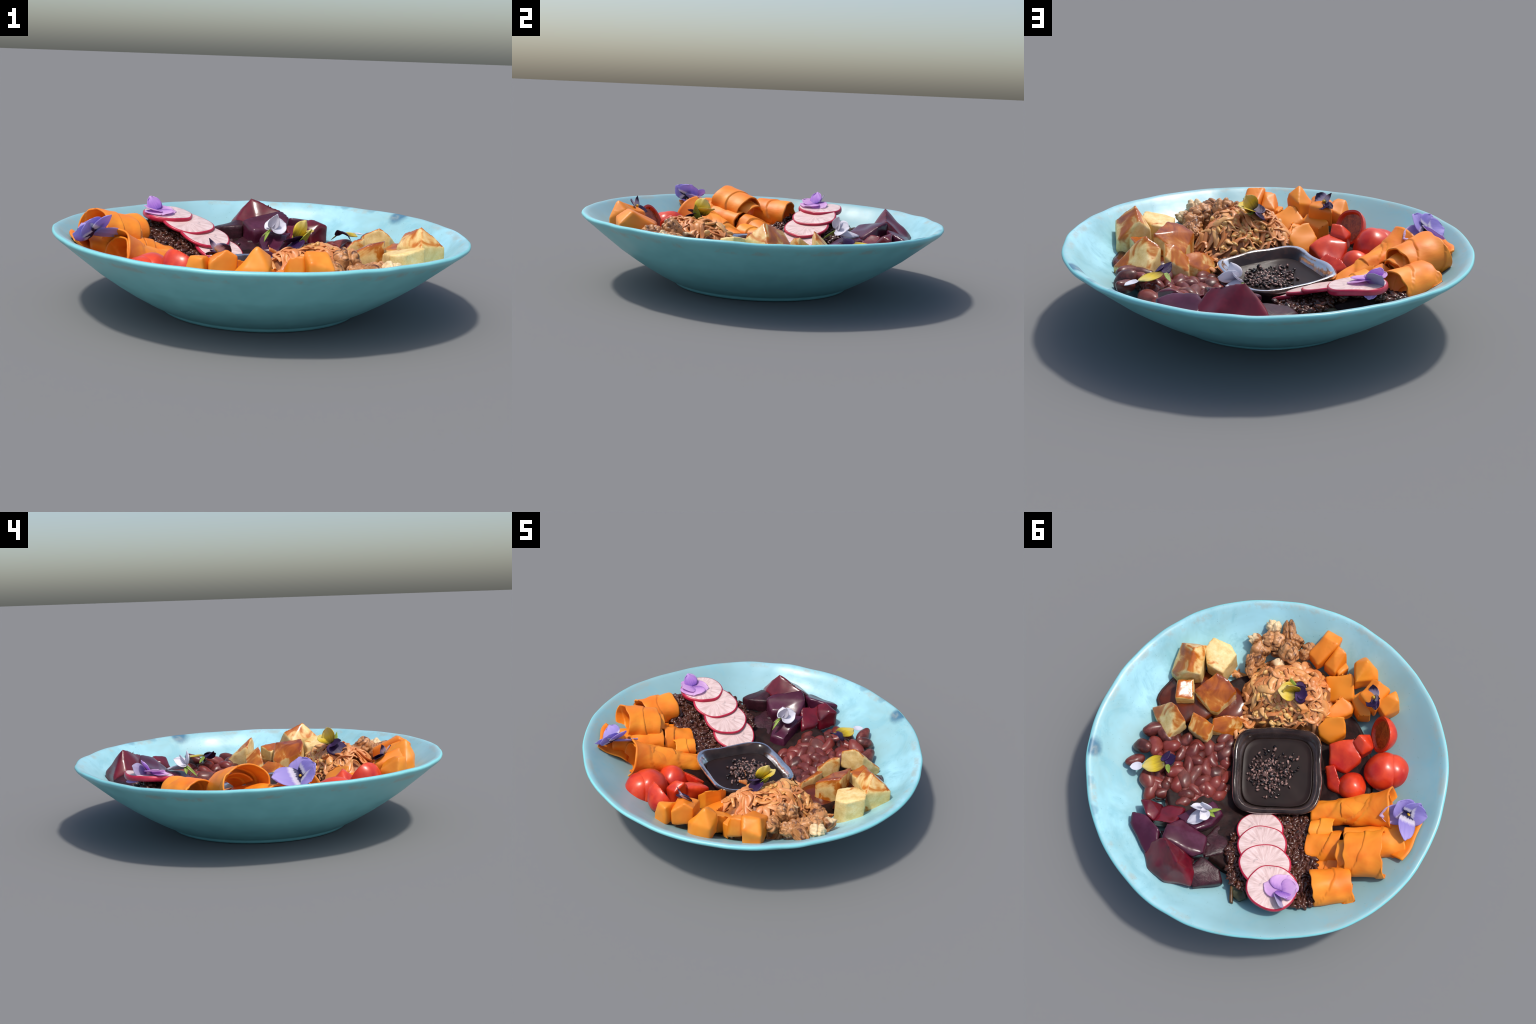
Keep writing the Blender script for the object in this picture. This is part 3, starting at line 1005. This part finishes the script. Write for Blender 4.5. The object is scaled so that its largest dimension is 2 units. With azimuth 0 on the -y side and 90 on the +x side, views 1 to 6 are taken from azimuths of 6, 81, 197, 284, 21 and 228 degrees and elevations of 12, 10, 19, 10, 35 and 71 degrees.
def build_heap():
    V = []
    nr, na = 26, 90
    for i in range(nr):
        for j in range(na):
            t = 2 * math.pi * j / na
            R = .30 + .03 * mn.noise(Vector((math.cos(t) * 2, math.sin(t) * 2, 5)))
            x, y = .27 + R * i / (nr - 1) * math.cos(t), -.37 + R * i / (nr - 1) * math.sin(t)
            z = heap_z(x, y) + .03 * mn.noise(Vector((x * 20, y * 20, 0))) - .006
            g = dish_gap(x, y)
            if g < .006:
                x, y = x + .6 * (.006 - g), y - .75 * (.006 - g)
                z = .16
            if i == nr - 1:
                z = .13
            V.append(np.array((x, y, z)) - SC0)
    me = mesh_np("shredded_mass", V, grid_faces(nr, na, True))
    me.materials.append(M_SHCORE)
    ob = bpy.data.objects.new("shredded_mass", me)
    ob["kind"] = "stuff"
    link(ob, SHRED)
    rng = np.random.default_rng(8)
    for k in range(330):
        a, rr = rng.uniform(0, 6.28), .27 * math.sqrt(rng.uniform(0, 1))
        x, y = .26 + rr * math.cos(a), -.36 + rr * math.sin(a)
        if dish_gap(x, y) < .012:
            continue
        h = rng.uniform(0, 6.28)
        L = rng.uniform(.07, .18)
        bend = rng.normal(0, 1.1)
        lift = rng.uniform(-.004, .028)
        wr = rng.uniform(.005, .0115) * rng.choice([1, 1, 1.5])
        tw = rng.uniform(-2, 2)
        n, m = 15, 8
        P = []
        for i in range(n):
            f = i / (n - 1)
            hh = h + bend * (f - .5) + .5 * math.sin(f * 7 + k)
            if i == 0:
                px, py = x, y
            else:
                px, py = px + math.cos(hh) * L / n, py + math.sin(hh) * L / n
            P.append(Vector((px, py, heap_z(px, py) + .004 + lift * math.sin(f * math.pi) + .007 * mn.noise(Vector((px * 40, py * 40, k))))))
        if dish_gap(px, py) < .004:
            continue
        V, F = [], []
        for i in range(n):
            tg = (P[min(i + 1, n - 1)] - P[max(i - 1, 0)]).normalized()
            s = tg.cross(Vector((0, 0, 1))).normalized()
            u = s.cross(tg)
            f = i / (n - 1)
            w = wr * (.45 + .55 * math.sin(math.pi * min(1, .12 + f * .8)) ** .6)
            for j in range(m):
                t = 2 * math.pi * j / m
                ca, sa = math.cos(t) * w * 1.5, math.sin(t) * w * .5
                cr, sr = math.cos(tw * (f - .3)), math.sin(tw * (f - .3))
                V.append(P[i] + s * (ca * cr - sa * sr) + u * (ca * sr + sa * cr) - Vector(SC0))
        F = grid_faces(n, m, True) + [tuple(range(m)), tuple(range((n - 1) * m, n * m))[::-1]]
        ctr = sum(V, Vector()) / len(V)
        me = mesh_np("shred", [v - ctr for v in V], F)
        me.materials.append(M_SHRED)
        ob = bpy.data.objects.new("shred", me)
        ob.location = ctr
        link(ob, SHRED)
    V0, F0 = ellipsoid(.022, .013, .009, 9, 10, 0, -.3)
    sm = mesh_np("seed", V0, F0)
    sm.materials.append(M_SEED)
    for k in range(80):
        # more of them on the side that faces the dish
        x, y = rng.normal(.24, .08), rng.normal(-.27, .08)
        if dish_gap(x, y) < .012 or math.hypot(x - .27, y + .37) > .28:
            continue
        ob = bpy.data.objects.new("seed", sm)
        p = Vector((x, y, heap_z(x, y) + .010)) - Vector(SC0)
        ob.matrix_local = Matrix.Translation(p) @ Matrix.Rotation(rng.uniform(0, 6.28), 4, "Z") @ Matrix.Rotation(rng.normal(0, .5), 4, "Y") @ Matrix.Rotation(rng.normal(0, .6), 4, "X") @ Matrix.Scale(rng.uniform(.8, 1.3), 4)
        link(ob, SHRED)
    # broad curled flakes that stick up toward the dish
    for pts in ([(.060, -.257, .366), (.075, -.275, .350), (.085, -.300, .345), (.095, -.310, .33)],
                [(.078, -.383, .374), (.10, -.37, .36), (.105, -.33, .345), (.12, -.36, .34)],
                [(.285, -.322, .388), (.31, -.29, .35), (.26, -.34, .385), (.27, -.31, .365)]):
        ob = chunk("flake", pts, M_SHRED, None, None, drop=.012, soft=2, voxel=.006, amp=.008, freq=22)
        w = ob.location.copy()
        ob.parent = SHRED
        ob.location = w - Vector(SC0)


build_heap()

# ------------------------------------------------------------------ walnuts
def walnut(c, size, rot, pale=0.0, seed=0.0, ridge=.016):
    size = tuple(q * 1.1 for q in size)
    bm = bmesh.new()
    bmesh.ops.create_icosphere(bm, subdivisions=5, radius=1)
    o = Vector((seed * 5, seed * 3, seed))
    for v in bm.verts:
        d = v.co.normalized()
        fold = abs(mn.noise(d * 1.5 + o)) * .8 + abs(mn.noise(d * 3.2 + o)) * .18
        cleft = math.exp(-(d.x / .16) ** 2) * (d.z > -.2)
        k = .80 + .42 * fold - .30 * cleft
        v.co = Vector((d.x * size[0], d.y * size[1], d.z * size[2])) * k
    me = bpy.data.meshes.new("walnut_piece")
    bm.to_mesh(me)
    bm.free()
    me.polygons.foreach_set("use_smooth", [True] * len(me.polygons))
    me.materials.append(M_WAL)
    ob = bpy.data.objects.new("walnut_piece", me)
    ob.location = c
    ob.rotation_euler = rot
    ob["pale"] = pale
    link(ob, None, "wrinkled brown walnut kernel piece", "walnut")


walnut((.622, -.575, .335), (.045, .04, .042), (.2, .1, .4), .45, 1.1)
walnut((.545, -.630, .330), (.040, .085, .042), (.1, .2, .9), 0, 2.3)
walnut((.565, -.525, .315), (.068, .058, .052), (.1, .1, .7), 0, 3.7)
walnut((.470, -.615, .322), (.045, .05, .042), (0, .3, 2.0), 0, 4.4)
walnut((.430, -.525, .360), (.062, .050, .058), (.5, .1, .2), 0, 5.9)
walnut((.565, -.405, .285), (.085, .055, .045), (.1, .3, 2.2), 0, 6.2)
walnut((.620, -.470, .295), (.070, .040, .042), (.1, -.3, .8), .1, 7.8)
walnut((.540, -.330, .275), (.075, .035, .035), (.0, .2, 2.4), 0, 8.8)
walnut((.500, -.560, .315), (.055, .050, .045), (.3, .2, 1.0), 0, 9.3)
rn = np.random.default_rng(31)
for i in range(14):
    cx, cy = ((.555, -.47), (.53, -.515), (.50, -.50))[i] if i < 3 else (rn.uniform(.42, .62), rn.uniform(-.58, -.40))
    cz = .285 + .04 * rn.uniform() + (.03 if cx < .5 else 0)
    pts = [(cx + rn.uniform(-.036, .036), cy + rn.uniform(-.036, .036), cz + rn.uniform(-.012, .018)) for _ in range(7)]
    ob = chunk("walnut_crumb", pts, M_WAL, "small broken piece of walnut kernel", "walnut", drop=.05, soft=3, voxel=.006, amp=.010, freq=26)
    ob["pale"] = float(rn.choice([0, .1, .3]))
walnut((.380, -.620, .330), (.055, .045, .045), (.3, .2, 1.9), 0, 10.3)


# ------------------------------------------------------------------ flowers
def petal(parent, base, tip, nrm, width, mat, curl=.15, cup=.15, ruffle=.05, point=.0, name="petal", seed=0.0, back=.35):
    base, tip = Vector(base), Vector(tip)
    y = tip - base
    L = y.length
    y.normalize()
    z = Vector(nrm)
    z = (z - y * z.dot(y)).normalized()
    x = y.cross(z)
    n, m = 13, 13
    V = []
    for i in range(n):
        t = i / (n - 1)
        w = (max(0, math.sin(math.pi * min(1, .12 + .80 * t ** .9))) ** .65) * (1 - point * t ** 2)
        if t > .85:
            w *= math.sqrt(max(.12, 1 - ((t - .85) / .16) ** 2 * .8))
        for j in range(m):
            s = -1 + 2 * j / (m - 1)
            yy = t - .09 * s * s * t
            zz = curl * t * t - curl * .3 * t + cup * s * s * w * .5 + ruffle * t * mn.noise(Vector((s * 2.2, t * 2, seed * 4 + 1)))
            V.append((s * w * .5, yy, zz))
    me = baked(mesh_np(name, V, grid_faces(n, m)), [("SOLIDIFY", dict(thickness=.020, offset=0))], name)
    me.materials.append(mat)
    ob = bpy.data.objects.new(name, me)
    M = Matrix((x * width, y * L, z * L)).transposed().to_4x4()
    M.translation = base - parent.location
    ob.matrix_local = M
    return link(ob, parent)


def heart(parent, c, r, mat=None):
    V0, F0 = ellipsoid(r, r * .7, r * .7, 8, 10)
    me = mesh_np("flower_heart", V0, F0)
    me.materials.append(mat or M_HEART)
    ob = bpy.data.objects.new("flower_heart", me)
    ob.location = Vector(c) - parent.location
    link(ob, parent)


C = (-.722, -.379, .397)
F1 = empty("edible_flower", C, "open lavender viola flower with a dark eye", "flower")
N1 = (-.75, .25, .6)
petal(F1, C, (-.642, -.362, .472), N1, .135, M_LAV, .10, .1, .06, seed=1)
petal(F1, C, (-.728, -.455, .458), N1, .125, M_LAV, .08, .1, .06, seed=2)
petal(F1, C, (-.802, -.448, .392), N1, .135, M_LAV, .05, .1, .06, seed=3)
petal(F1, C, (-.812, -.255, .395), N1, .125, M_LAV, .15, .1, .06, seed=4)
petal(F1, C, (-.622, -.268, .362), (-.4, .2, .85), .115, M_LAVPALE, .10, .1, .08, seed=5)
heart(F1, (-.728, -.377, .402), .010)

C = (.205, -.375, .410)
F2 = empty("edible_flower", C, "yellow and deep purple pansy flower on the heap", "flower")
petal(F2, C, (.262, -.300, .452), (.2, .5, .85), .11, M_YEL, -.1, .2, .08, seed=6)
petal(F2, C, (.250, -.352, .492), (-.7, .6, .3), .10, M_YEL, .2, .3, .08, seed=7)
petal(F2, C, (.160, -.455, .368), (-.45, -.1, .85), .125, M_PUR, -.2, -.2, .06, seed=8)
petal(F2, (.19, -.37, .40), (.190, -.435, .425), (-.3, .2, .9), .09, M_PUR, .1, .2, .06, seed=9)
petal(F2, (.21, -.38, .385), (.265, -.395, .470), (.8, -.5, .1), .05, M_GREEN, .1, .1, .02, .5, name="sepal", seed=10)

C = (-.105, -.700, .400)
F3 = empty("edible_flower", C, "small dark purple and white pansy with yellow eye", "flower")
petal(F3, C, (-.149, -.702, .455), (.5, .7, .3), .045, M_PURW, .2, .15, .04, .5, seed=11)
petal(F3, C, (-.050, -.735, .435), (.2, .7, .6), .075, M_PURW, .1, .1, .05, seed=12)
petal(F3, C, (-.110, -.640, .370), (.3, .5, .8), .08, M_PUR, .1, .1, .05, seed=13)
petal(F3, C, (-.160, -.660, .375), (-.2, .5, .8), .05, M_PUR, .1, .1, .05, seed=14)
heart(F3, (-.102, -.694, .408), .011)

C = (.015, .415, .315)
F4 = empty("edible_flower", C, "white flower on its side with green sepals", "flower")
petal(F4, C, (.040, .432, .392), (.5, -.7, .2), .075, M_WHITE, .2, .25, .06, .4, seed=15)
petal(F4, C, (.085, .480, .330), (.5, -.6, .6), .10, M_WHITE, .1, .2, .08, seed=16)
petal(F4, C, (.048, .545, .300), (.3, .1, .9), .085, M_WHITE, -.2, -.2, .08, seed=17)
petal(F4, C, (.0, .49, .34), (-.5, .3, .7), .07, M_WHITE, .2, .2, .08, seed=18)
petal(F4, (.01, .42, .305), (-.012, .350, .248), (-.3, -.3, .8), .022, M_GREEN, .1, .2, .02, .4, name="sepal", seed=19)
petal(F4, (.01, .42, .305), (-.03, .405, .265), (-.5, -.1, .8), .025, M_GREEN, .1, .2, .02, .4, name="sepal", seed=20)

C = (.395, .420, .305)
F5 = empty("edible_flower", C, "yellow and purple pansy flower on the beans", "flower")
petal(F5, C, (.458, .535, .298), (.2, .2, .9), .10, M_YEL, -.1, -.15, .06, seed=21)
petal(F5, C, (.365, .355, .330), (-.1, .3, .9), .07, M_PUR, .1, -.3, .06, .3, seed=22)
petal(F5, (.42, .43, .30), (.42, .36, .318), (.6, .3, .6), .07, M_PUR, -.1, -.3, .06, seed=23)
petal(F5, (.37, .42, .30), (.335, .44, .262), (-.6, .3, .5), .03, M_GREEN, .1, .1, .02, .5, name="sepal", seed=24)
petal(F5, (.46, .53, .29), (.50, .585, .275), (.2, .2, .9), .05, M_WHITE, .1, .1, .04, seed=25)

C = (-.600, .410, .385)
F6 = empty("edible_flower", C, "pink violet viola flower lying on the radish", "flower")
petal(F6, C, (-.555, .325, .372), (.2, -.4, .9), .16, M_PINK, .0, .05, .08, seed=26)
petal(F6, C, (-.640, .335, .396), (-.1, -.5, .85), .12, M_PINK, .15, .1, .06, seed=27)
petal(F6, C, (-.650, .436, .450), (.5, -.6, .4), .085, M_VIO, .08, .06, .12, seed=28)
petal(F6, (-.60, .43, .37), (-.665, .472, .432), (-.4, .7, .3), .09, M_GREY, .1, .1, .04, seed=29)
petal(F6, (-.61, .44, .37), (-.620, .535, .352), (-.3, .4, .8), .07, M_VIO, -.2, -.2, .1, seed=30)
petal(F6, C, (-.505, .455, .372), (.2, -.2, .95), .11, M_PINK, .0, .05, .06, seed=31)


chunk("herb_stalk", [(-.300, .520, .245), (-.318, .515, .245), (-.440, .640, .262), (-.455, .632, .262), (-.38, .57, .26)],
      m_simple("brown_stalk", lin("2e1a0c"), lin("6b4a26"), 20, .4), "thin curved brown green stalk by the radish", "herb", drop=.02, soft=2, voxel=.005)
chunk("herb_leaf", [(-.400, .535, .262), (-.470, .600, .275), (-.430, .610, .262), (-.490, .560, .292), (-.37, .565, .25)],
      m_simple("dark_leaf", lin("1e1f14"), lin("4a4a2c"), 14, .4), "small dark green leafy scrap by the radish", "herb", drop=.035, soft=2, voxel=.006, amp=.010, freq=22)


# ------------------------------------------------------------------ keep every piece inside the bowl
def settle():
    bpy.context.view_layer.update()
    for ob in list(SC.objects):
        if ob.type != "MESH" or ob.name == "bowl" or ob.data.users > 1:
            continue
        M = ob.matrix_world
        if M.translation.length < .3 and ob.name.startswith(("sauce", "glass")):
            continue
        Mi = M.inverted()
        hit = False
        for v in ob.data.vertices:
            w = M @ v.co
            f = wall_at(w.x, w.y) - .006
            if w.z < f:
                w.z = f
                v.co = Mi @ w
                hit = True
        if hit:
            ob.data.update()


settle()
